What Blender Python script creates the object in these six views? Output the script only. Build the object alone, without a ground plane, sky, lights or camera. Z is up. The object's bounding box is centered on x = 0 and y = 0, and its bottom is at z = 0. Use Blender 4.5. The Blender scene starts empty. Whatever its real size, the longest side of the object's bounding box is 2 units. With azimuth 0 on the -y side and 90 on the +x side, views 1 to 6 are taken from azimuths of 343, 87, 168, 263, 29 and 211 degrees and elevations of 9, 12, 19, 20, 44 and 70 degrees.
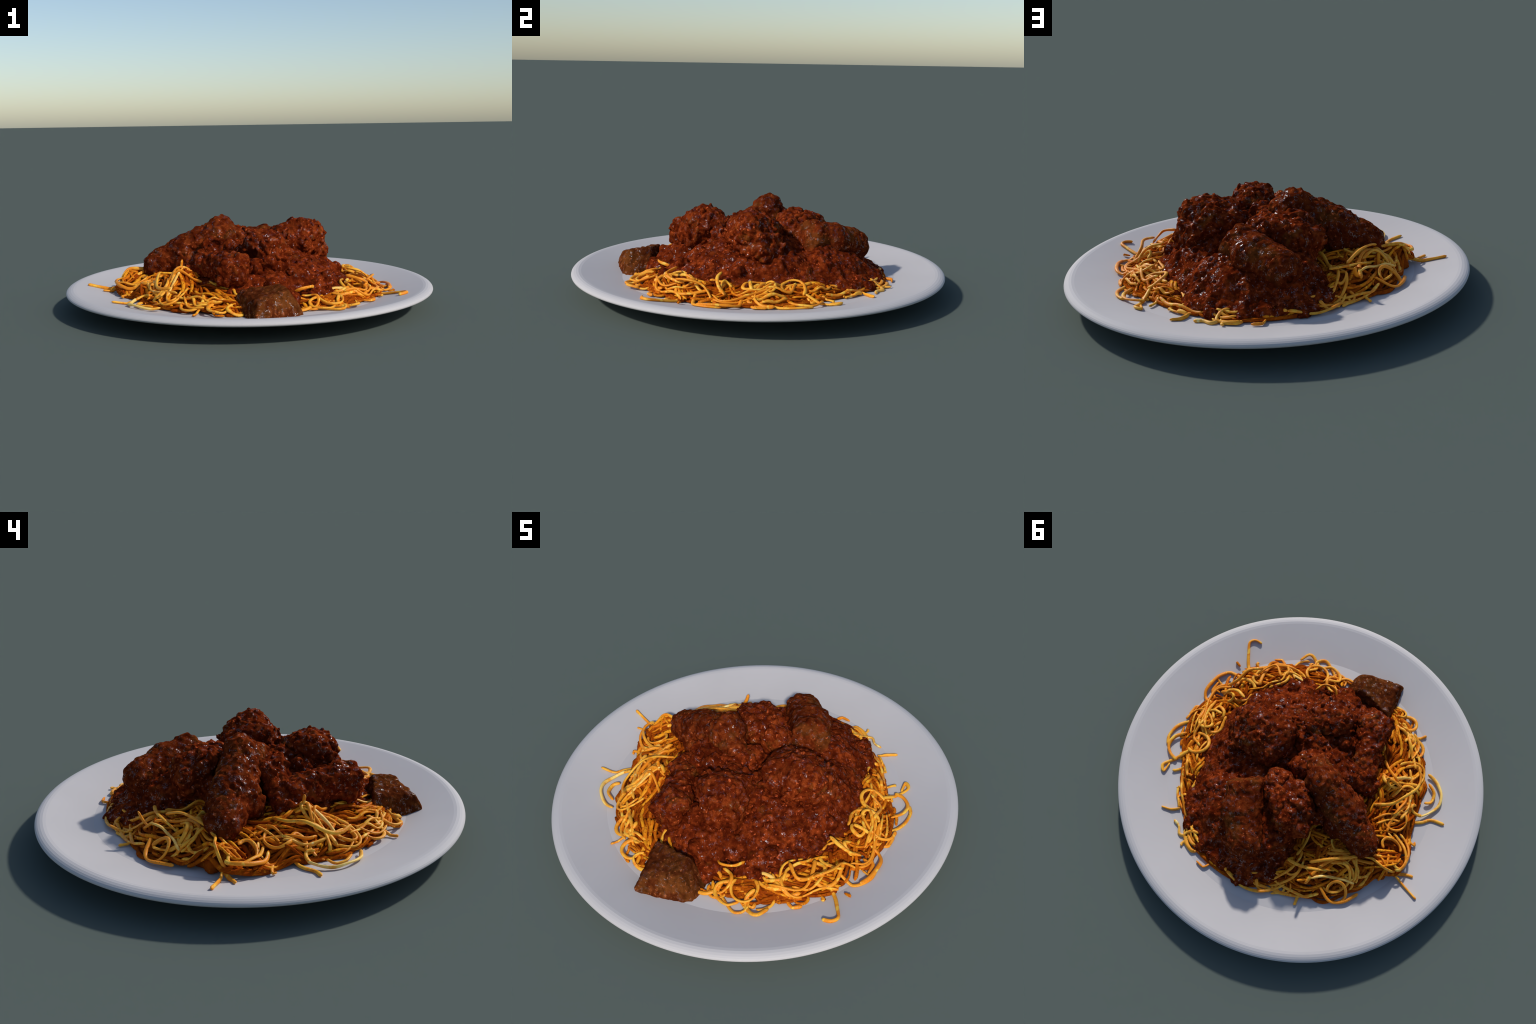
"""A white plate piled with spaghetti, thick tomato meat sauce, sausages and meat chunks."""
import bpy, math
import numpy as np

RNG = np.random.default_rng(11)
TAU = 2 * math.pi

# ------------------------------------------------------------------ numpy noise
_perm = np.random.default_rng(5).permutation(256)
_perm = np.concatenate([_perm, _perm, _perm]).astype(np.int64)
_g = np.random.default_rng(6).normal(size=(256, 3))
_g /= np.linalg.norm(_g, axis=1)[:, None]


def noise3(p):
    """Gradient noise, p (N,3) -> (N,), about -0.7..0.7"""
    i = np.floor(p).astype(np.int64)
    f = p - i
    i &= 255
    u = f * f * f * (f * (f * 6 - 15) + 10)
    out = 0
    for dx in (0, 1):
        wx = u[:, 0] if dx else 1 - u[:, 0]
        for dy in (0, 1):
            wy = u[:, 1] if dy else 1 - u[:, 1]
            for dz in (0, 1):
                wz = u[:, 2] if dz else 1 - u[:, 2]
                h = _perm[_perm[_perm[i[:, 0] + dx] + i[:, 1] + dy] + i[:, 2] + dz]
                g = _g[h]
                out = out + wx * wy * wz * (g[:, 0] * (f[:, 0] - dx) + g[:, 1] * (f[:, 1] - dy) + g[:, 2] * (f[:, 2] - dz))
    return out


def fbm(p, scale, octaves=3, seed=0.0, gain=0.5):
    q = p / scale + seed * 17.31
    s, a = 0, 1.0
    for _ in range(octaves):
        s = s + a * noise3(q)
        q = q * 2.03 + 11.7
        a *= gain
    return s


# ------------------------------------------------------------------ signed distance pieces
def smin(a, b, k):
    h = np.clip(0.5 + 0.5 * (b - a) / k, 0, 1)
    return b * (1 - h) + a * h - k * h * (1 - h)


def axes(direction, up=(0, 0, 1)):
    d = np.array(direction, float)
    d /= np.linalg.norm(d)
    s = np.cross(up, d)
    s /= np.linalg.norm(s)
    return np.stack([d, s, np.cross(d, s)])


def ball(c, r, direction=(1, 0, 0)):
    c, r, R = np.array(c, float), np.array(r, float) * np.ones(3), axes(direction)

    def f(p):
        q = (p - c) @ R.T
        k0 = np.linalg.norm(q / r, axis=1)
        k1 = np.linalg.norm(q / r**2, axis=1) + 1e-9
        return k0 * (k0 - 1) / k1
    return f


def capsule(a, b, ra, rb):
    a, b = np.array(a, float), np.array(b, float)

    def f(p):
        t = np.clip(((p - a) @ (b - a)) / ((b - a) @ (b - a)), 0, 1)
        return np.linalg.norm(p - a - t[:, None] * (b - a), axis=1) - (ra + (rb - ra) * t)
    return f


def block(c, half, rounding, direction=(1, 0, 0), up=(0, 0, 1)):
    c, h, R = np.array(c, float), np.array(half, float) - rounding, axes(direction, up)

    def f(p):
        q = np.abs((p - c) @ R.T) - h
        return np.linalg.norm(np.maximum(q, 0), axis=1) + np.minimum(q.max(1), 0) - rounding
    return f


def blend(pieces, k=0.04):
    def f(p):
        d = pieces[0](p)
        for g in pieces[1:]:
            d = smin(d, g(p), k)
        return d
    return f


def carve(solid, hole, k=0.02):
    return lambda p: -smin(-solid(p), hole(p), k)


def cut(solid, point, normal, k=0.03):
    """Flatten a solid with a half space (soft edge)."""
    n = np.array(normal, float)
    n /= np.linalg.norm(n)
    c = np.array(point, float)
    return lambda p: -smin(-solid(p), -((p - c) @ n), k)


# ------------------------------------------------------------------ surface nets
def surface(field, lo, hi, step):
    lo, hi = np.array(lo, float), np.array(hi, float)
    n = np.ceil((hi - lo) / step).astype(int) + 1
    X = [lo[i] + step * np.arange(n[i]) for i in range(3)]
    f = np.empty(n, np.float64)
    for i in range(n[0]):  # slab by slab keeps memory small
        Y, Z = np.meshgrid(X[1], X[2], indexing="ij")
        P = np.stack([np.full(Y.size, X[0][i]), Y.ravel(), Z.ravel()], 1)
        f[i] = field(P).reshape(n[1], n[2])
    f[0], f[-1], f[:, 0], f[:, -1], f[:, :, 0], f[:, :, -1] = (np.maximum(a, 1e-4) for a in (f[0], f[-1], f[:, 0], f[:, -1], f[:, :, 0], f[:, :, -1]))
    s = f < 0
    m = n - 1
    corner = [(a, b, c) for a in (0, 1) for b in (0, 1) for c in (0, 1)]
    view = lambda A, o: A[o[0]:o[0] + m[0], o[1]:o[1] + m[1], o[2]:o[2] + m[2]]
    count = sum(view(s, o).astype(np.int8) for o in corner)
    cells = np.argwhere((count > 0) & (count < 8))
    index = -np.ones(m, np.int64)
    index[tuple(cells.T)] = np.arange(len(cells))
    F = {o: f[tuple((cells + o).T)] for o in corner}
    acc, num = np.zeros((len(cells), 3)), np.zeros(len(cells))
    for a in corner:
        for ax in range(3):
            if a[ax]:
                continue
            b = tuple(1 if k == ax else a[k] for k in range(3))
            cross = (F[a] < 0) != (F[b] < 0)
            t = np.where(cross, F[a] / np.where(cross, F[a] - F[b], 1), 0)
            pt = np.array(a, float)[None] + t[:, None] * (np.array(b) - np.array(a))
            acc += pt * cross[:, None]
            num += cross
    verts = lo + (cells + acc / num[:, None]) * step
    quads = []
    for ax in range(3):
        u, v = [(1, 2), (2, 0), (0, 1)][ax]
        sl0 = [slice(1, m[k]) for k in range(3)]
        sl0[ax] = slice(0, m[ax])
        sl1 = list(sl0)
        sl1[ax] = slice(1, m[ax] + 1)
        A, Bs = s[tuple(sl0)], s[tuple(sl1)]
        e = np.argwhere(A != Bs)
        flip = Bs[tuple(e.T)]
        for k in range(3):
            if k != ax:
                e[:, k] += 1
        du, dv = np.eye(3, dtype=int)[u], np.eye(3, dtype=int)[v]
        q = np.stack([index[tuple((e - o).T)] for o in (du + dv, dv, np.zeros(3, int), du)], 1)
        q[flip] = q[flip][:, ::-1]
        quads.append(q)
    return verts, np.concatenate(quads)


# ------------------------------------------------------------------ objects
def mesh_object(name, verts, faces, material, parent=None, smooth=True):
    verts = np.asarray(verts, float)
    centre = (verts.min(0) + verts.max(0)) / 2
    me = bpy.data.meshes.new(name)
    me.from_pydata((verts - centre).tolist(), [], faces.tolist() if hasattr(faces, "tolist") else faces)
    me.polygons.foreach_set("use_smooth", [smooth] * len(me.polygons))
    me.materials.append(material)
    me.validate()
    me.update()
    ob = bpy.data.objects.new(name, me)
    bpy.context.scene.collection.objects.link(ob)
    ob.location = centre
    if parent:
        ob.parent = parent
        ob.location = centre - np.array(parent.get("_at", (0, 0, 0)))
    ob["_at"] = centre.tolist()
    return ob


class Nodes:
    def __init__(self, name):
        self.mat = bpy.data.materials.new(name)
        self.mat.use_nodes = True
        self.t = self.mat.node_tree
        self.bsdf = self.t.nodes["Principled BSDF"]
        self.coord = self.add("ShaderNodeTexCoord").outputs["Object"]

    def add(self, kind, **props):
        n = self.t.nodes.new(kind)
        for k, v in props.items():
            setattr(n, k, v)
        return n

    def link(self, a, b):
        self.t.links.new(a, b)

    def noise(self, scale, detail=3, rough=0.55, distortion=0.0, vec=None):
        n = self.add("ShaderNodeTexNoise")
        n.inputs["Scale"].default_value, n.inputs["Detail"].default_value = scale, detail
        n.inputs["Roughness"].default_value, n.inputs["Distortion"].default_value = rough, distortion
        self.link(vec or self.coord, n.inputs["Vector"])
        return n.outputs["Fac"]

    def ramp(self, fac, stops):
        n = self.add("ShaderNodeValToRGB")
        r = n.color_ramp
        while len(r.elements) < len(stops):
            r.elements.new(0.5)
        for e, (pos, col) in zip(r.elements, stops):
            e.position = pos
            e.color = (*col, 1) if len(col) == 3 else col
        self.link(fac, n.inputs["Fac"])
        return n.outputs["Color"]

    def mask(self, fac, lo, hi):
        n = self.add("ShaderNodeMapRange", interpolation_type="SMOOTHSTEP")
        n.inputs["From Min"].default_value, n.inputs["From Max"].default_value = lo, hi
        self.link(fac, n.inputs["Value"])
        return n.outputs["Result"]

    def mix(self, fac, a, b):
        n = self.add("ShaderNodeMix", data_type="RGBA")
        for sock, v in ((n.inputs["Factor"], fac), (n.inputs[6], a), (n.inputs[7], b)):
            if isinstance(v, tuple):
                sock.default_value = (*v, 1)
            elif isinstance(v, (int, float)):
                sock.default_value = v
            else:
                self.link(v, sock)
        return n.outputs[2]

    def bump(self, height, strength, distance, normal=None):
        n = self.add("ShaderNodeBump")
        n.inputs["Distance"].default_value = distance
        if isinstance(strength, float):
            n.inputs["Strength"].default_value = strength
        else:
            self.link(strength, n.inputs["Strength"])
        self.link(height, n.inputs["Height"])
        if normal:
            self.link(normal, n.inputs["Normal"])
        return n.outputs["Normal"]

    def finish(self, colour, roughness, normal=None, coat=0.0, coat_rough=0.1, specular=0.5):
        for key, v in (("Base Color", colour), ("Roughness", roughness), ("Normal", normal)):
            if v is None:
                continue
            if isinstance(v, tuple):
                self.bsdf.inputs[key].default_value = (*v, 1)
            elif isinstance(v, (int, float)):
                self.bsdf.inputs[key].default_value = v
            else:
                self.link(v, self.bsdf.inputs[key])
        self.bsdf.inputs["Coat Weight"].default_value = coat
        self.bsdf.inputs["Coat Roughness"].default_value = coat_rough
        self.bsdf.inputs["Specular IOR Level"].default_value = specular
        return self.mat


def china():
    m = Nodes("white_china")
    n = m.noise(3.0, 2)
    col = m.ramp(n, [(0.3, (0.500, 0.475, 0.470)), (0.7, (0.518, 0.492, 0.488))])
    return m.finish(col, 0.6, specular=0.12)


def saucy(name, deep, mid, bright, brown, brown_amount):
    m = Nodes(name)
    big, small, grit = m.noise(9, 4, 0.6), m.noise(33, 5, 0.62), m.noise(125, 3, 0.6, 0.8)
    col = m.ramp(small, [(0.26, deep), (0.46, mid), (0.69, bright)])  # bright stop spread wider to put red-orange highlights into the colour
    col = m.mix(m.mask(big, 0.62 - brown_amount, 0.72 - brown_amount), col, m.mix(m.mask(small, 0.35, 0.65), tuple(0.45 * c for c in brown), brown))
    crumbs = m.noise(70, 2, 0.5, 0.3)
    col = m.mix(m.mask(crumbs, 0.63, 0.70), col, tuple(min(1, c * 1.7 + 0.01) for c in bright))
    pulp = m.mask(m.noise(13, 3, 0.6), 0.38, 0.60)  # pulpy patches between smooth wet ones
    shade = m.mask(m.noise(6.5, 3, 0.6), 0.36, 0.60)  # broad darker patches in the colour
    col = m.mix(shade, m.mix(0.55, col, deep), col)
    norm = m.bump(small, 0.6, 0.009)
    norm = m.bump(grit, pulp, 0.004, norm)
    # oily flecks: narrow glossy threads in an otherwise dull, pulpy surface
    thread = m.add("ShaderNodeMath", operation="ABSOLUTE")
    sub = m.add("ShaderNodeMath", operation="SUBTRACT")
    sub.inputs[1].default_value = 0.5
    m.link(m.noise(80, 2, 0.5, 1.0), sub.inputs[0])
    m.link(sub.outputs[0], thread.inputs[0])
    fleck = m.add("ShaderNodeMath", operation="MULTIPLY")
    m.link(m.mask(thread.outputs[0], 0.030, 0.014), fleck.inputs[0])
    m.link(m.mask(m.noise(40, 2), 0.53, 0.60), fleck.inputs[1])
    f = fleck.outputs[0]
    rough = m.add("ShaderNodeMapRange")
    rough.inputs["To Min"].default_value, rough.inputs["To Max"].default_value = 0.42, 0.12
    m.link(f, rough.inputs["Value"])
    mat = m.finish(col, rough.outputs[0], norm, specular=0.0)
    coat = m.add("ShaderNodeMath", operation="MULTIPLY")
    coat.inputs[1].default_value = 0.9
    m.link(f, coat.inputs[0])
    m.link(coat.outputs[0], m.bsdf.inputs["Coat Weight"])
    m.bsdf.inputs["Coat Roughness"].default_value = 0.20
    m.bsdf.inputs["Coat IOR"].default_value = 2.3
    m.link(norm, m.bsdf.inputs["Coat Normal"])
    return mat


def pasta(name, top, side, stain_amount, spec=0.2):
    m = Nodes(name)
    info = m.add("ShaderNodeObjectInfo").outputs["Random"]
    base = m.mix(info, top, side)
    n = m.noise(22, 3)
    col = m.mix(m.mask(n, 0.42, 0.62), base, side)
    pale = m.mask(m.noise(31, 2), 0.57, 0.68)  # highlights on the strands, painted as pale spots
    col = m.mix(pale, col, tuple(min(1, c * k) for c, k in zip(top, (1.02, 1.15, 1.5))))
    fine = m.noise(130, 3, 0.6)
    col = m.mix(m.mask(fine, 0.72 - stain_amount, 0.80 - stain_amount), col, (0.20, 0.028, 0.006))
    norm = m.bump(m.noise(160, 3), 0.35, 0.002)
    return m.finish(col, 0.42, norm, specular=spec)


MAT_CHINA = china()
MAT_SAUCE = saucy("tomato_meat_sauce", (0.042, 0.0048, 0.0013), (0.100, 0.0125, 0.0028), (0.28, 0.045, 0.0085), (0.16, 0.034, 0.006), 0.02)
MAT_MEAT = saucy("sauced_meat", (0.044, 0.0054, 0.0014), (0.110, 0.0132, 0.0028), (0.29, 0.052, 0.0105), (0.18, 0.044, 0.008), 0.05)
MAT_SAUSAGE = saucy("sauced_sausage", (0.040, 0.0054, 0.0015), (0.105, 0.0145, 0.0032), (0.24, 0.046, 0.0095), (0.155, 0.038, 0.008), 0.10)
MAT_BEEF = saucy("braised_beef", (0.036, 0.0075, 0.0022), (0.090, 0.0185, 0.0048), (0.18, 0.046, 0.011), (0.15, 0.043, 0.010), 0.18)
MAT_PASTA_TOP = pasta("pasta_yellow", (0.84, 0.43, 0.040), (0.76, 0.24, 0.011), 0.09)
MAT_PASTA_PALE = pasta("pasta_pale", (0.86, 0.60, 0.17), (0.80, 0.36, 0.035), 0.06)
MAT_PASTA_MID = pasta("pasta_orange", (0.77, 0.31, 0.014), (0.55, 0.125, 0.005), 0.135, 0.04)  # green raised to tint these towards the olive of noodles in shade
MAT_PASTA_LOW = pasta("pasta_crease_darkened", (0.50, 0.120, 0.005), (0.25, 0.042, 0.003), 0.16, 0.0)  # lower strands darkened in colour to draw the shaded creases between noodles
MAT_PASTA_BED = pasta("pasta_dark_bed", (0.38, 0.080, 0.004), (0.17, 0.024, 0.003), 0.16, 0.0)

# ------------------------------------------------------------------ the plate
ROOT = bpy.data.objects.new("spaghetti_dinner", None)
bpy.context.scene.collection.objects.link(ROOT)
ROOT["label"] = "white plate of spaghetti with dark meat sauce and sausages"
ROOT["category"] = "plate of food"

WELL_R, WELL_Z, LIP_R, LIP_Z = 0.735, 0.0755, 0.948, 0.1228


def plate_z(r):
    r = np.asarray(r, float)
    return np.where(r < WELL_R, WELL_Z, WELL_Z + (LIP_Z - WELL_Z) * (r - WELL_R) / (LIP_R - WELL_R))


def build_plate():
    # half profile from the middle of the well, over the lip, to the foot and back to the middle
    profile = [(0.0, WELL_Z), (WELL_R, WELL_Z), (LIP_R, LIP_Z), (0.962, 0.1244), (0.975, 0.1226), (0.986, 0.1188),
               (0.994, 0.1140), (0.9985, 0.109), (1.0, 0.104), (0.9985, 0.0995), (0.9935, 0.0955), (0.984, 0.0925),
               (0.735, 0.0675), (0.34, 0.022), (0.315, 0.008), (0.308, 0.002), (0.298, 0.0), (0.0, 0.0)]
    N = 256
    a = np.arange(N) * TAU / N
    verts, rings = [], []
    for r, z in profile:
        if r == 0:
            rings.append([len(verts)])
            verts.append((0, 0, z))
        else:
            rings.append(list(range(len(verts), len(verts) + N)))
            verts += [(r * math.cos(t), r * math.sin(t), z) for t in a]
    faces = []
    for p, q in zip(rings, rings[1:]):
        for i in range(N):
            j = (i + 1) % N
            if len(p) == 1:
                faces.append((p[0], q[i], q[j]))
            elif len(q) == 1:
                faces.append((p[j], p[i], q[0]))
            else:
                faces.append((p[i], q[i], q[j], p[j]))
    return mesh_object("plate", verts, faces, MAT_CHINA, ROOT, smooth=False)


PLATE = build_plate()

# ------------------------------------------------------------------ outlines in plan (control points around the pile)
PILE_AT = np.array((0.04, 0.0))


def ring_function(points):
    p = np.array(points, float) - PILE_AT
    t, r = np.arctan2(p[:, 1], p[:, 0]), np.hypot(p[:, 0], p[:, 1])
    o = np.argsort(t)
    return lambda th: np.interp(th, t[o], r[o], period=TAU)


sauce_r = ring_function([(0.49, -0.30), (0.37, -0.50), (0.21, -0.52), (0.12, -0.53), (0.06, -0.59), (-0.02, -0.60), (-0.10, -0.57), (-0.22, -0.50), (-0.34, -0.28), (-0.40, -0.10),
                         (-0.36, 0.06), (-0.26, 0.16), (-0.19, 0.30), (-0.21, 0.41), (-0.21, 0.52), (-0.12, 0.63), (0.0, 0.68), (0.13, 0.66),
                         (0.27, 0.635), (0.41, 0.55), (0.47, 0.46), (0.48, 0.37), (0.53, 0.26), (0.57, 0.12), (0.56, -0.02), (0.54, -0.19)])
pasta_r = ring_function([(0.68, -0.39), (0.70, -0.14), (0.72, 0.02), (0.68, 0.16), (0.605, 0.27), (0.55, 0.37), (0.48, 0.46), (0.41, 0.54), (0.31, 0.63),
                         (0.18, 0.67), (0.07, 0.68), (-0.05, 0.67), (-0.13, 0.64), (-0.23, 0.57), (-0.36, 0.57), (-0.46, 0.53), (-0.54, 0.46),
                         (-0.61, 0.36), (-0.70, 0.23), (-0.73, 0.14), (-0.72, 0.05), (-0.67, -0.04), (-0.64, -0.14), (-0.62, -0.26), (-0.61, -0.37), (-0.50, -0.50),
                         (-0.42, -0.58), (-0.28, -0.66), (-0.12, -0.60), (0.07, -0.62), (0.22, -0.63), (0.34, -0.62), (0.43, -0.555), (0.56, -0.465)])
# height of the pasta where it meets the sauce, round the pile
pasta_h = ring_function([(PILE_AT[0] + h * math.cos(math.radians(d)), PILE_AT[1] + h * math.sin(math.radians(d))) for d, h in
                         ((0, 0.142), (30, 0.122), (60, 0.105), (90, 0.10), (112, 0.125), (135, 0.20), (160, 0.21), (180, 0.205), (200, 0.212),
                          (220, 0.20), (240, 0.17), (260, 0.145), (280, 0.132), (310, 0.138), (340, 0.142))])


sauce_h = ring_function([(PILE_AT[0] + h * math.cos(math.radians(d)), PILE_AT[1] + h * math.sin(math.radians(d))) for d, h in
                         ((0, 0.14), (30, 0.130), (60, 0.112), (90, 0.102), (108, 0.12), (122, 0.15), (138, 0.165), (180, 0.18), (220, 0.19), (250, 0.16), (280, 0.135), (320, 0.138))])


def polar(xy):
    d = xy - PILE_AT
    return np.arctan2(d[:, 1], d[:, 0]), np.hypot(d[:, 0], d[:, 1])


PASTA_HEAPS = [(-0.62, 0.20, 0.075, 0.19), (-0.68, 0.14, 0.055, 0.15), (-0.69, 0.06, 0.05, 0.12), (-0.42, -0.20, 0.06, 0.25), (-0.60, -0.08, 0.06, 0.155),
               (-0.45, 0.30, 0.09, 0.20), (-0.32, 0.42, 0.08, 0.185), (0.60, 0.02, 0.05, 0.145)]


def pasta_top(xy):
    th, r = polar(xy)
    R, S = pasta_r(th), np.minimum(sauce_r(th), pasta_r(th) - 0.06)
    s = np.clip((R - r) / (R - S), 0, 1.6)
    rise = np.where(s < 1, 1 - (1 - np.minimum(s, 1)) ** 1.5, 1 + 0.12 * (s - 1))
    base = plate_z(np.hypot(xy[:, 0], xy[:, 1]))
    p3 = np.column_stack([xy, np.zeros(len(xy))])
    z = base + 0.91 * (pasta_h(th) - base) * rise + 0.035 * rise * fbm(p3, 0.16, 2, 3.0)
    for x, y, w, top in PASTA_HEAPS:
        z = z + (np.maximum(top, z) - z) * np.exp(-((xy[:, 0] - x) ** 2 + (xy[:, 1] - y) ** 2) / w**2)
    return z


# ------------------------------------------------------------------ meat and sausages
def meat_a():
    return carve(cut(blend([ball((0.25, -0.03, 0.325), (0.15, 0.125, 0.125)), ball((0.335, -0.055, 0.368), (0.08, 0.08, 0.077)), ball((0.370, 0.015, 0.295), (0.085, 0.09, 0.08)),
                        ball((0.28, -0.055, 0.400), (0.085, 0.07, 0.065)), ball((0.180, -0.090, 0.352), 0.078), ball((0.20, 0.025, 0.342), 0.077), ball((0.265, -0.14, 0.335), 0.045)], 0.010), (0.352, 0.036, 0.422), (0.75, 0.55, 0.45), 0.02),
                 ball((0.345, 0.13, 0.30), (0.045, 0.04, 0.022)), 0.015)


def meat_c():
    return blend([ball((0.02, -0.285, 0.325), (0.10, 0.11, 0.11)), ball((-0.025, -0.292, 0.376), (0.085, 0.083, 0.060)), ball((0.035, -0.30, 0.368), (0.06, 0.055, 0.05)), ball((0.060, -0.340, 0.298), (0.060, 0.058, 0.07)),
                  ball((0.0, -0.365, 0.29), (0.065, 0.06, 0.08)), ball((0.005, -0.375, 0.365), (0.04, 0.035, 0.03)), ball((0.055, -0.22, 0.355), 0.055), ball((0.045, -0.355, 0.388), 0.030),
                  ball((-0.002, -0.372, 0.390), 0.019), ball((0.085, -0.345, 0.312), 0.032)], 0.010)


def meat_d():
    return blend([block((-0.210, -0.408, 0.262), (0.072, 0.078, 0.072), 0.035, (-0.25, -1, -0.1)), ball((-0.20, -0.39, 0.300), (0.06, 0.06, 0.045)),
                  capsule((-0.225, -0.33, 0.262), (-0.275, -0.16, 0.245), 0.078, 0.075)], 0.025)


def meat_g():
    return blend([ball((-0.215, -0.055, 0.330), 0.055), ball((-0.13, -0.10, 0.305), (0.085, 0.075, 0.07)), capsule((-0.24, -0.09, 0.275), (-0.345, -0.115, 0.215), 0.065, 0.055),
                  ball((-0.05, -0.04, 0.315), (0.07, 0.07, 0.06)), ball((0.06, -0.13, 0.29), (0.07, 0.07, 0.055)), ball((0.12, -0.20, 0.298), 0.055),
                  ball((-0.01, -0.15, 0.325), 0.058), ball((-0.11, -0.23, 0.295), 0.062), ball((-0.09, -0.38, 0.255), 0.052), ball((0.0, 0.01, 0.318), 0.055), ball((0.195, -0.185, 0.262), 0.05)], 0.03)


def meat_f():
    return blend([block((-0.065, 0.225, 0.285), (0.110, 0.100, 0.115), 0.05, (-0.8, 0.6, -0.15)), ball((-0.10, 0.20, 0.357), (0.07, 0.065, 0.055)),
                  ball((-0.175, 0.30, 0.315), (0.05, 0.05, 0.05)), ball((0.04, 0.16, 0.325), (0.08, 0.08, 0.07)), ball((-0.10, 0.30, 0.265), (0.085, 0.07, 0.095)), ball((-0.20, 0.165, 0.25), 0.065)], 0.025)


def sausage_long():
    return blend([capsule((-0.15, 0.045, 0.385), (-0.33, 0.105, 0.287), 0.085, 0.096), capsule((-0.33, 0.105, 0.287), (-0.475, 0.165, 0.217), 0.096, 0.077),
                  ball((-0.15, 0.05, 0.436), (0.055, 0.055, 0.05)), ball((-0.085, -0.02, 0.37), 0.055), ball((-0.365, 0.16, 0.297), 0.047), ball((-0.31, 0.165, 0.245), 0.065), ball((-0.34, 0.035, 0.235), 0.06)], 0.025)


def sausage_short():
    s = cut(blend([capsule((0.205, 0.230, 0.312), (0.040, 0.495, 0.242), 0.098, 0.095), ball((0.14, 0.385, 0.278), (0.10, 0.098, 0.096))], 0.02), (0.205, 0.245, 0.345), (0.55, -0.62, 0.42), 0.02)
    return carve(s, ball((0.015, 0.595, 0.215), (0.022, 0.05, 0.02)), 0.012)


def beef_corner():
    faces = [((-0.08, -0.62, 0.197), (-0.18, -0.16, 1)), ((-0.191, -0.780, 0.10), (0.25, -1, 0.40)), ((-0.195, -0.782, 0.095), (-1, -0.2, 0.28)),
             ((0.050, -0.64, 0.10), (1, 0.0, 0.6)), ((-0.08, -0.572, 0.18), (0.15, 1, 0.3)), ((0.02, -0.735, 0.08), (0.7, -1, 0.1)), ((0, 0, 0.06), (0, 0, -1))]
    solid = lambda p: p[:, 2] - 1.0
    for point, normal in faces:
        solid = cut(solid, point, normal, 0.016)
    return solid


def rough(field, seed, lump, mid, fine, grow):
    """Meat surface: lumps, knobs and fibres added to a distance field near its surface."""
    def f(p):
        d = field(p) - grow
        near = np.abs(d) < 0.05
        q = p[near]
        n = lump * fbm(q, 0.080, 2, seed) + mid * (2.6 * np.abs(fbm(q, 0.055, 2, seed + 1)) - 0.75)
        knob = np.maximum(0, fbm(q, 0.036, 1, seed + 3) - 0.10)
        ridge = 1 - 2.4 * np.abs(fbm(q, 0.020, 2, seed + 2))
        d[near] -= n + 0.9 * mid * knob / 0.3 + fine * (ridge - 0.4)
        return d
    return f


PIECES = [("meat_chunk", meat_a, MAT_MEAT, (0.04, -0.22, 0.14), (0.51, 0.20, 0.53), 1.0, 0.009),
          ("meat_chunk", meat_c, MAT_MEAT, (-0.15, -0.50, 0.14), (0.19, -0.11, 0.50), 1.0, 0.009),
          ("meat_chunk", meat_d, MAT_MEAT, (-0.42, -0.56, 0.12), (-0.09, -0.03, 0.41), 0.9, 0.004),
          ("meat_chunk", meat_g, MAT_SAUCE, (-0.46, -0.47, 0.12), (0.32, 0.12, 0.44), 1.1, 0.006),
          ("meat_chunk", meat_f, MAT_MEAT, (-0.30, 0.04, 0.13), (0.18, 0.43, 0.47), 0.9, 0.006),
          ("sausage", sausage_long, MAT_SAUSAGE, (-0.61, -0.14, 0.10), (0.02, 0.31, 0.53), 0.62, 0.007),
          ("sausage", sausage_short, MAT_SAUSAGE, (-0.09, 0.10, 0.10), (0.36, 0.66, 0.48), 0.42, 0.002),
          ("beef_chunk", beef_corner, MAT_BEEF, (-0.27, -0.84, 0.03), (0.14, -0.50, 0.28), 0.4, 0.004)]
fields = []
for i, (name, make, mat, lo, hi, amount, grow) in enumerate(PIECES):
    base = make()
    fields.append(base)
    v, q = surface(rough(base, i * 3.1 + 1, 0.016 * amount, 0.0125 * amount, 0.0035 * amount, grow), lo, hi, 0.0048)
    ob = mesh_object(name, v, q, mat, ROOT)

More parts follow.
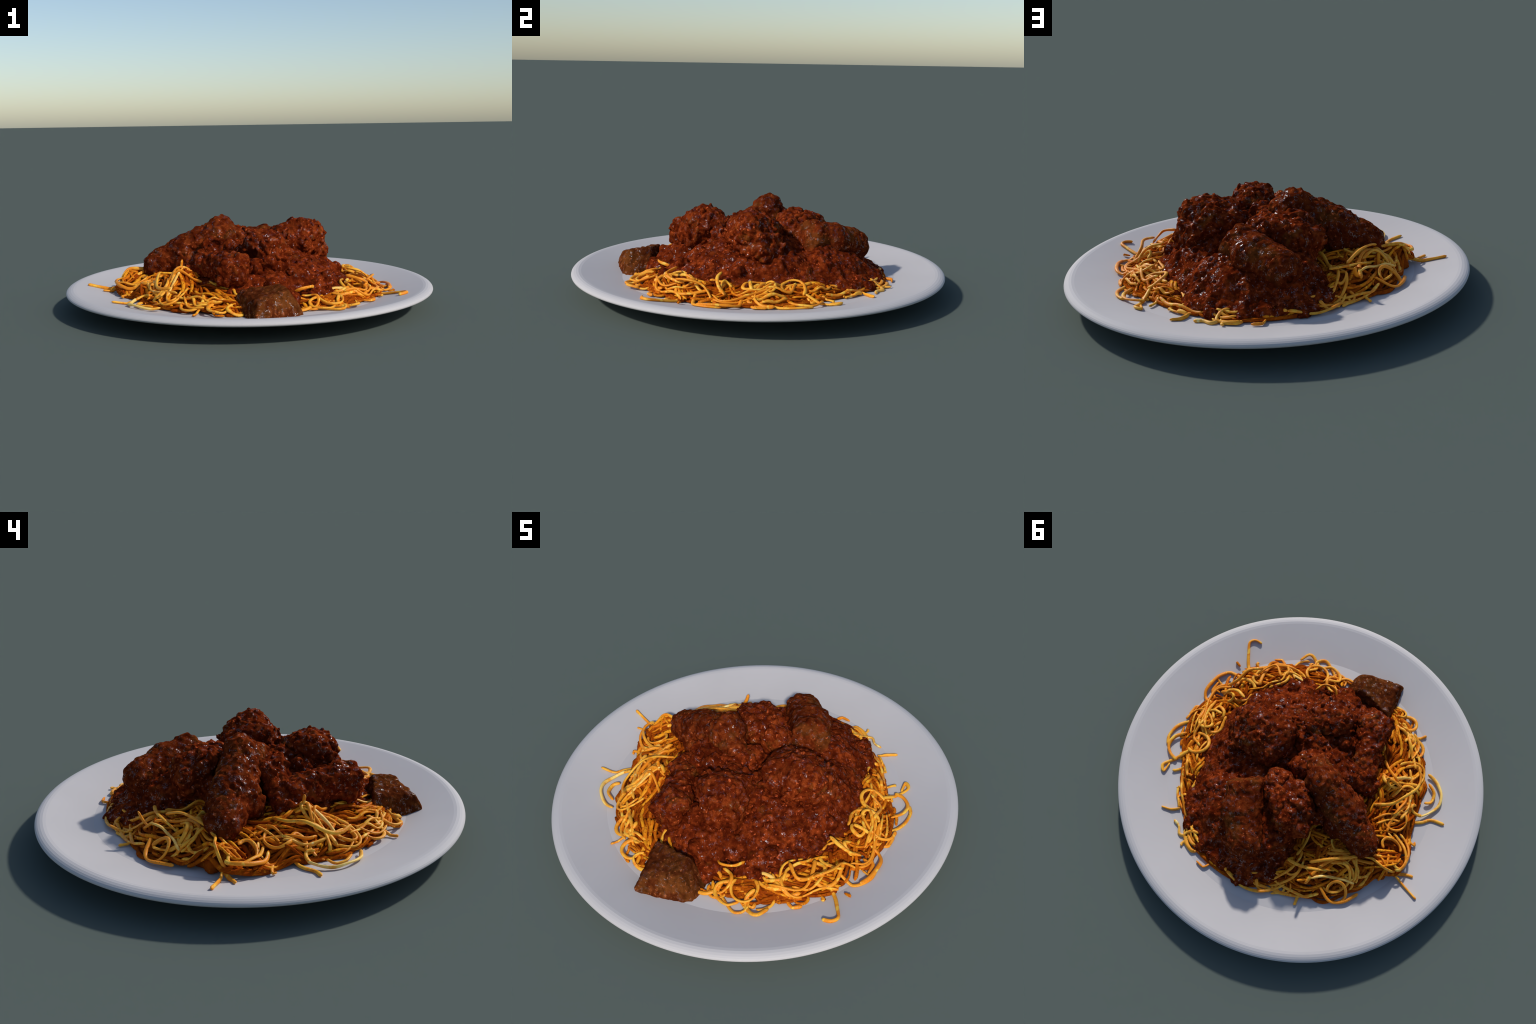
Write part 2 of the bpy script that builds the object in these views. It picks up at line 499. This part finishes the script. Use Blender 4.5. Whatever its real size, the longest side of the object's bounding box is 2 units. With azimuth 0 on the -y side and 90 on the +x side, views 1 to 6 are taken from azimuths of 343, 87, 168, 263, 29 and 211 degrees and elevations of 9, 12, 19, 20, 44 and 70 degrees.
# ------------------------------------------------------------------ the sauce
def sauce_field(p):
    th, r = polar(p[:, :2])
    flat = np.column_stack([p[:, :2], np.zeros(len(p))])
    t = sauce_r(th) + 0.010 - r + 0.055 * fbm(flat, 0.11, 2, 9.0)
    edge = sauce_h(th) - 0.012
    back = 0.5 + 0.5 * np.cos(th - 1.35)  # the sauce slopes longer on the far side
    top = edge + (0.070 + 0.042 * back) * np.clip(t / (0.13 + 0.05 * back), 0, 1) + 0.095 * np.clip((t - 0.1) / 0.22, 0, 1)
    top = top - 0.055 * np.exp(-((p[:, 0] - 0.26) ** 2 + (p[:, 1] - 0.23) ** 2) / 0.065**2)  # hollow between two pieces
    d = -smin(-((p[:, 2] - top) * 0.8), t, 0.04)
    out = np.full(len(p), 0.2)
    near = d < 0.12
    q = p[near]
    meat = np.min([f(q) + (0.030 if i > 4 else 0.014 if i == 3 else 0.022) for i, f in enumerate(fields[:7])], axis=0)
    dd = smin(d[near], meat, 0.034)
    dd = smin(dd, np.min([np.linalg.norm(q - c, axis=1) - r for c, r in MINCE], axis=0), 0.012)
    close = np.abs(dd) < 0.04
    qq = q[close]
    dd[close] -= 0.012 * fbm(qq, 0.07, 2, 40.0) + 0.009 * (2.6 * np.abs(fbm(qq, 0.048, 2, 41.0)) - 0.75) + 0.003 * (0.6 - 2.4 * np.abs(fbm(qq, 0.019, 2, 42.0)))
    out[near] = np.maximum(dd, (WELL_Z + 0.004 - q[:, 2]))
    out[~near] = np.maximum(d[~near], 0.05)
    return out


def sauce_level(x, y):
    th, r = polar(np.array([[x, y]]))
    t = float(sauce_r(th)[0] - r[0])
    return float(sauce_h(th)[0]) - 0.012 + 0.075 * min(1, max(0, t / 0.13)) + 0.095 * min(1, max(0, (t - 0.1) / 0.22))


# crumbs of mince and a few larger lumps in the sauce
MINCE = [(np.array((0.241, -0.341, 0.238)), 0.022), (np.array((-0.03, -0.50, 0.175)), 0.05), (np.array((0.30, -0.40, 0.20)), 0.035), (np.array((0.46, -0.12, 0.19)), 0.035)]
for _ in range(90):
    a, k = RNG.uniform(0, TAU), RNG.uniform(0.55, 0.98)
    R = float(sauce_r(a)) * k
    x, y = PILE_AT[0] + R * math.cos(a), PILE_AT[1] + R * math.sin(a)
    MINCE.append((np.array((x, y, sauce_level(x, y) + RNG.uniform(-0.006, 0.004))), RNG.uniform(0.009, 0.019)))
v, q = surface(sauce_field, (-0.48, -0.62, 0.05), (0.68, 0.72, 0.42), 0.0062)
SAUCE = mesh_object("meat_sauce", v, q, MAT_SAUCE, ROOT)
SAUCE["kind"] = "stuff"

# ------------------------------------------------------------------ spaghetti
def tube(path, radius, sides=8, flat=0.66):
    """Closed tube along a path (n,3), rounded at both ends; radius may vary along it."""
    path = np.asarray(path, float)
    T = np.gradient(path, axis=0)
    T /= np.linalg.norm(T, axis=1)[:, None] + 1e-12
    up = np.array((0, 0, 1.0))
    N = np.cross(T, up)
    for i in range(len(N)):
        if np.linalg.norm(N[i]) < 0.15 and i:
            N[i] = N[i - 1]
    N /= np.linalg.norm(N, axis=1)[:, None] + 1e-12
    for i in range(1, len(N)):
        if N[i] @ N[i - 1] < 0:
            N[i] = -N[i]
    B = np.cross(T, N)
    n = len(path)
    a = np.arange(sides) * TAU / sides
    u = np.linspace(0, 1, n)
    r = radius * (1 + 0.14 * np.sin(u * RNG.uniform(5, 16) + RNG.uniform(0, 6)) * RNG.uniform(0.2, 1))
    roll = RNG.uniform(-0.9, 0.9) + u * RNG.uniform(-1.5, 1.5)
    N, B = N * np.cos(roll)[:, None] + B * np.sin(roll)[:, None], B * np.cos(roll)[:, None] - N * np.sin(roll)[:, None]
    r[0], r[-1] = r[0] * 0.55, r[-1] * 0.55
    ring = N[:, None] * np.cos(a)[None, :, None] + B[:, None] * (flat * np.sin(a))[None, :, None]
    V = (path[:, None] + ring * r[:, None, None]).reshape(-1, 3)
    V = np.vstack([V, path[0] - T[0] * r[0] * 0.5, path[-1] + T[-1] * r[-1] * 0.5])
    F = []
    for i in range(n - 1):
        for k in range(sides):
            l = (k + 1) % sides
            F.append((i * sides + k, i * sides + l, (i + 1) * sides + l, (i + 1) * sides + k))
    for k in range(sides):
        l = (k + 1) % sides
        F.append((n * sides, l, k))
        F.append((n * sides + 1, (n - 1) * sides + k, (n - 1) * sides + l))
    return V, F


def spline(points, n):
    """Catmull-Rom through control points."""
    P = np.asarray(points, float)
    P = np.vstack([2 * P[0] - P[1], P, 2 * P[-1] - P[-2]])
    u = np.linspace(0, len(P) - 3 - 1e-6, n)
    i = u.astype(int)
    t = (u - i)[:, None]
    a, b, c, d = P[i], P[i + 1], P[i + 2], P[i + 3]
    return 0.5 * (2 * b + (c - a) * t + (2 * a - 5 * b + 4 * c - d) * t**2 + (3 * b - a - 3 * c + d) * t**3)


def wander(start, heading, length, bend, wobble, step=0.012, hug=1.0, rim=0.0):
    """Plan path of one strand: a walk with slowly changing curvature that stays within the pasta ring."""
    p, h, k = np.array(start, float), heading, bend
    out = [p.copy()]
    for _ in range(max(6, int(length / step))):
        k += RNG.normal() * wobble * 8 + (bend - k) * 0.08
        h += k * step
        d = p - PILE_AT
        th, r = math.atan2(d[1], d[0]), math.hypot(*d)
        outer, inner = float(pasta_r(th)) - 0.012 + rim, float(sauce_r(th)) - 0.03
        tangent = th + math.pi / 2
        if math.cos(h - tangent) < 0:
            tangent += math.pi
        push = 0
        if r > outer - 0.03:
            push = (r - outer + 0.03) / 0.03
            want = tangent + (0.5 if math.sin(tangent - th) > 0 else -0.5)
        elif r < inner + 0.02:
            push = (inner + 0.02 - r) / 0.03
            want = tangent + (-0.5 if math.sin(tangent - th) > 0 else 0.5)
        if push:
            turn = (want - h + math.pi) % TAU - math.pi
            h += turn * min(0.6, 0.35 * push) * hug
        p = p + step * np.array((math.cos(h), math.sin(h)))
        out.append(p.copy())
    return np.array(out)


def lay(plan, lift, wave=0.006, arch=0.0):
    """Drape a plan path over the pasta mound."""
    n = len(plan)
    u = np.linspace(0, 1, n)
    z = pasta_top(plan)
    k = np.ones(5) / 5
    z = np.convolve(np.pad(z, 2, mode="edge"), k, mode="valid")
    z = z + lift + wave * np.sin(u * RNG.uniform(4, 14) + RNG.uniform(0, 6)) + arch * np.sin(np.pi * u) ** 2
    floor = plate_z(np.hypot(plan[:, 0], plan[:, 1])) + 0.010
    return np.column_stack([plan, np.maximum(z, floor)])


strands = []  # (prominence, path, radius, material)


turn_at = 0.0


def random_start(band=(0.0, 0.97), sector=None):
    global turn_at
    turn_at = (turn_at + 2.399963) % TAU  # golden angle keeps the ring evenly covered
    th = turn_at - math.pi if sector is None else math.radians(RNG.uniform(*sector))
    a, b = float(sauce_r(th)) - 0.01, float(pasta_r(th)) - 0.02
    if b - a < 0.06 and RNG.random() < 0.5:
        return random_start(band)
    r = a + (b - a) * RNG.uniform(*band)
    return th, PILE_AT + r * np.array((math.cos(th), math.sin(th)))


def bundle(count, spread, length, bend, wobble, lift, mat, slant=0.5, prominence=0.0, sector=None, fat=1.0, **kw):
    th, p = random_start((0.0, 0.5) if sector else (0.0, 0.97), sector)
    h = th + math.pi / 2 * RNG.choice((-1, 1)) + RNG.normal() * slant
    guide = wander(p, h, length, bend, wobble, rim=RNG.uniform(-0.06, 0.012))
    T = np.gradient(guide, axis=0)
    T /= np.linalg.norm(T, axis=1)[:, None]
    side = np.column_stack([-T[:, 1], T[:, 0]])
    for j in range(count):
        off = (j - (count - 1) / 2) * spread + RNG.normal() * 0.004
        n = len(guide)
        a, b = RNG.integers(0, max(1, n // 5)), n - RNG.integers(0, max(1, n // 5))
        u = np.linspace(0, 1, n)[:, None]
        plan = (guide + side * (off + 0.006 * np.sin(u * RNG.uniform(3, 8) + RNG.uniform(0, 6))))[a:b]
        if len(plan) < 5:
            continue
        d, r = polar(plan)
        plan = PILE_AT + (plan - PILE_AT) * np.minimum(1, (pasta_r(d) - 0.008) / r)[:, None]
        strands.append((prominence + RNG.random() * 0.2, lay(plan, lift + RNG.uniform(-0.006, 0.006), **kw), RNG.uniform(0.0074, 0.0100) * fat, mat))


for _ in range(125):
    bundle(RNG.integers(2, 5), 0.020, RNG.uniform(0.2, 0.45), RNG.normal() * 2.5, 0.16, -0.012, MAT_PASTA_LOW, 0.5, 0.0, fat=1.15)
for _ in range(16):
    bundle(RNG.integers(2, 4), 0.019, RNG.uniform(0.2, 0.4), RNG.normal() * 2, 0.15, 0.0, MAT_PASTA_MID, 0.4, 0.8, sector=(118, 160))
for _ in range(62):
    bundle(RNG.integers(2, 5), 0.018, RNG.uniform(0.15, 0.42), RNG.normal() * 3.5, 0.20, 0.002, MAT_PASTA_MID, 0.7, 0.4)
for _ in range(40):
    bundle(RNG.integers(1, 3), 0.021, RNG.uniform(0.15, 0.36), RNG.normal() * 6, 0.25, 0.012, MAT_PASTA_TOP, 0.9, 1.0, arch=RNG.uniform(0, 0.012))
# loose loops on top and at the edge
for _ in range(46):
    th, p = random_start((0.55, 1.0))
    h = th + RNG.normal() * 0.5
    n = int(RNG.uniform(9, 17))
    turn = np.cumsum(np.full(n, RNG.normal() * 0.13) + RNG.normal(size=n) * 0.05)
    plan = p + 0.011 * np.cumsum(np.column_stack([np.cos(h + turn), np.sin(h + turn)]), axis=0)
    d, r = polar(plan)
    plan = PILE_AT + (plan - PILE_AT) * np.minimum(1, (pasta_r(d) + RNG.uniform(0.0, 0.045)) / r)[:, None]
    strands.append((1.1, lay(plan, 0.004, 0.003), RNG.uniform(0.0068, 0.0090), MAT_PASTA_TOP if RNG.random() < 0.6 else MAT_PASTA_MID))
for _ in range(22):
    th, p = random_start((0.1, 1.0))
    R = RNG.uniform(0.03, 0.065)
    a0, sweep = RNG.uniform(0, TAU), RNG.uniform(2.6, 5.2) * RNG.choice((-1, 1))
    t = np.linspace(a0, a0 + sweep, 26)
    stretch = RNG.uniform(0.6, 1.0)
    plan = p + np.column_stack([np.cos(t) * R, np.sin(t) * R * stretch])
    d, r = polar(plan)
    lim = pasta_r(d) + 0.015
    plan = PILE_AT + (plan - PILE_AT) * np.minimum(1, lim / r)[:, None]
    strands.append((1.2, lay(plan, 0.012, 0.004, RNG.uniform(0.0, 0.02)), RNG.uniform(0.0082, 0.0098), MAT_PASTA_TOP))

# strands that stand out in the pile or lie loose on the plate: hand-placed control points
LOOSE = [
    [(-0.60, 0.12, 0.15), (-0.67, 0.18, 0.12), (-0.74, 0.205, 0.095), (-0.80, 0.228, 0.100), (-0.86, 0.25, 0.112)],
    [(-0.62, 0.16, 0.13), (-0.68, 0.19, 0.11), (-0.75, 0.16, 0.085), (-0.79, 0.15, 0.10)],
    [(-0.62, -0.10, 0.10), (-0.68, -0.14, 0.075), (-0.72, -0.18, 0.07), (-0.79, -0.19, 0.085)],
    [(0.55, -0.36, 0.11), (0.62, -0.42, 0.085), (0.665, -0.49, 0.08), (0.69, -0.54, 0.085), (0.67, -0.57, 0.085), (0.63, -0.575, 0.09)],
    [(0.60, -0.32, 0.12), (0.68, -0.33, 0.08), (0.73, -0.27, 0.075), (0.735, -0.20, 0.075)],
    [(0.60, 0.05, 0.12), (0.69, 0.04, 0.075), (0.745, 0.10, 0.075), (0.755, 0.18, 0.085), (0.73, 0.23, 0.08)],
    [(0.60, 0.20, 0.12), (0.65, 0.28, 0.08), (0.685, 0.34, 0.075), (0.66, 0.37, 0.08), (0.66, 0.315, 0.075)],
    [(0.46, 0.50, 0.09), (0.50, 0.53, 0.075), (0.55, 0.545, 0.075)],
    [(0.33, 0.60, 0.085), (0.38, 0.62, 0.07), (0.41, 0.585, 0.07), (0.45, 0.57, 0.075)],
    [(-0.41, -0.19, 0.26), (-0.45, -0.23, 0.23), (-0.49, -0.28, 0.185), (-0.52, -0.31, 0.14), (-0.53, -0.35, 0.11)],
    [(-0.42, -0.19, 0.295), (-0.425, -0.185, 0.25), (-0.44, -0.20, 0.205), (-0.465, -0.25, 0.19), (-0.49, -0.30, 0.18)],
    [(-0.42, -0.05, 0.20), (-0.50, -0.10, 0.215), (-0.54, -0.17, 0.225), (-0.57, -0.26, 0.185), (-0.56, -0.32, 0.175), (-0.52, -0.37, 0.185)],
    [(-0.50, 0.42, 0.10), (-0.47, 0.34, 0.16), (-0.47, 0.265, 0.195), (-0.55, 0.21, 0.195), (-0.64, 0.215, 0.195), (-0.69, 0.19, 0.13), (-0.70, 0.15, 0.09)],
    [(-0.30, 0.40, 0.20), (-0.38, 0.34, 0.235), (-0.46, 0.28, 0.235), (-0.52, 0.21, 0.20), (-0.60, 0.16, 0.17)],
    [(-0.20, 0.45, 0.20), (-0.28, 0.44, 0.20), (-0.37, 0.40, 0.19), (-0.43, 0.36, 0.17)],
    [(-0.30, 0.52, 0.22), (-0.31, 0.50, 0.18), (-0.34, 0.47, 0.15), (-0.40, 0.46, 0.14)],
    [(-0.10, 0.63, 0.10), (-0.19, 0.61, 0.09), (-0.28, 0.585, 0.085), (-0.36, 0.55, 0.10), (-0.42, 0.50, 0.12)],
    [(0.07, -0.49, 0.135), (0.11, -0.53, 0.165), (0.17, -0.52, 0.172), (0.20, -0.47, 0.16)],
    [(0.12, -0.60, 0.09), (0.20, -0.66, 0.08), (0.26, -0.69, 0.075), (0.30, -0.655, 0.09), (0.28, -0.60, 0.10), (0.22, -0.58, 0.10)],
    [(0.02, -0.66, 0.08), (0.10, -0.655, 0.09), (0.14, -0.60, 0.10), (0.11, -0.55, 0.12), (0.04, -0.55, 0.13)],
    [(0.56, -0.06, 0.17), (0.61, -0.06, 0.16), (0.64, -0.04, 0.12), (0.66, 0.03, 0.075), (0.64, 0.10, 0.075), (0.61, 0.13, 0.12), (0.59, 0.13, 0.15)],
    [(0.52, -0.42, 0.17), (0.58, -0.36, 0.18), (0.60, -0.29, 0.16), (0.64, -0.25, 0.11), (0.66, -0.26, 0.085)],
    [(0.50, -0.20, 0.20), (0.56, -0.22, 0.185), (0.61, -0.21, 0.15), (0.63, -0.18, 0.12)],
    [(0.40, -0.42, 0.20), (0.46, -0.47, 0.185), (0.50, -0.44, 0.165), (0.53, -0.38, 0.155)],
]
for pts in LOOSE:
    L = sum(math.dist(a, b) for a, b in zip(pts, pts[1:]))
    path = spline(pts, max(10, int(L / 0.009)))
    path[:, 2] = np.maximum(path[:, 2], plate_z(np.hypot(path[:, 0], path[:, 1])) + 0.008)
    strands.append((3.0, path, 0.0090, MAT_PASTA_TOP))

# loops and arcs on the pile, in plan; they drape over it
DRAPED = [
    [(-0.58, -0.40), (-0.636, -0.385), (-0.686, -0.344), (-0.71, -0.30), (-0.713, -0.257), (-0.689, -0.203), (-0.66, -0.16)],
    [(-0.60, -0.20), (-0.597, -0.168), (-0.631, -0.157), (-0.667, -0.169)],
    [(-0.642, -0.242), (-0.67, -0.267), (-0.66, -0.319), (-0.61, -0.353)],
    [(-0.58, -0.07), (-0.583, -0.149), (-0.545, -0.253), (-0.483, -0.345)],
    [(-0.344, -0.301), (-0.432, -0.233), (-0.499, -0.211)],
    [(-0.343, 0.465), (-0.401, 0.416), (-0.47, 0.384), (-0.548, 0.358)],
    [(-0.335, 0.50), (-0.352, 0.408), (-0.391, 0.328), (-0.457, 0.273), (-0.521, 0.244), (-0.583, 0.223)],
    [(-0.478, 0.266), (-0.532, 0.298), (-0.556, 0.349)],
    [(-0.406, 0.468), (-0.483, 0.497), (-0.549, 0.46), (-0.592, 0.385)],
    [(0.05, 0.655), (-0.053, 0.674), (-0.133, 0.659), (-0.193, 0.614), (-0.243, 0.552)],
    [(0.66, -0.10), (0.712, -0.117), (0.738, -0.165), (0.728, -0.257), (0.699, -0.313)],
    [(0.649, -0.185), (0.594, -0.20), (0.541, -0.178), (0.496, -0.207), (0.488, -0.254)],
    [(0.596, -0.258), (0.603, -0.368), (0.567, -0.413), (0.525, -0.419)],
    [(0.486, -0.49), (0.44, -0.52), (0.381, -0.507), (0.338, -0.47)],
    [(0.388, -0.614), (0.362, -0.667), (0.321, -0.664), (0.279, -0.618), (0.30, -0.568)],
    [(0.252, -0.636), (0.208, -0.671), (0.143, -0.648), (0.13, -0.605), (0.181, -0.573)],
    [(0.733, 0.047), (0.724, -0.007), (0.683, -0.041), (0.62, -0.026), (0.56, 0.025)],
    [(0.583, -0.012), (0.613, -0.055), (0.602, -0.096), (0.56, -0.082), (0.545, -0.05)],
    [(0.639, 0.281), (0.688, 0.266), (0.724, 0.228), (0.722, 0.172), (0.681, 0.118)],
]
for pts in DRAPED:
    L = sum(math.dist(a, b) for a, b in zip(pts, pts[1:]))
    strands.append((2.5, lay(spline(pts, max(10, int(L / 0.009))), 0.016, 0.003), 0.0094, MAT_PASTA_TOP))

# the sauce runs bare to the loose chunk of beef: no pasta on top of it there
strands = [s for s in strands if s[0] >= 2 or np.hypot(s[1][:, 0] + 0.02, s[1][:, 1] + 0.55).min() > 0.085]

# a darker bed of pasta under the strands fills the gaps
def bed_field(p):
    th, r = polar(p[:, :2])
    flat = np.column_stack([p[:, :2], np.zeros(len(p))])
    t = pasta_r(th) - 0.07 - r + 0.08 * fbm(flat, 0.09, 2, 21.0)
    top = pasta_top(p[:, :2]) - 0.026
    d = -smin(-((p[:, 2] - top) * 0.75), t, 0.03)
    d -= 0.006 * (1 - 2.4 * np.abs(noise3(p / 0.02)))
    return np.maximum(d, plate_z(np.hypot(p[:, 0], p[:, 1])) + 0.0015 - p[:, 2])


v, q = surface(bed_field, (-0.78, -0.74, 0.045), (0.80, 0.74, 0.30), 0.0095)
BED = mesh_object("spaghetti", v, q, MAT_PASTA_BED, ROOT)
BED["kind"] = "stuff"

strands = [(p, path, r, MAT_PASTA_PALE if m is MAT_PASTA_TOP and RNG.random() < 0.1 else m) for p, path, r, m in strands]
strands.sort(key=lambda s: -s[0])
for pro, path, rad, mat in strands[:300]:
    V, F = tube(path, rad)
    mesh_object("pasta_strand", V, F, mat, BED)
VV, FF = [], []
for pro, path, rad, mat in strands[300:]:
    V, F = tube(path, rad, 6)
    o = sum(len(x) for x in VV)
    VV.append(V)
    FF += [tuple(i + o for i in f) for f in F]
if VV:
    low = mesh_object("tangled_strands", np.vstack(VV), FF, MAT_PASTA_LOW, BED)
    low["kind"] = "stuff"

for ob in bpy.data.objects:
    if "_at" in ob:
        del ob["_at"]
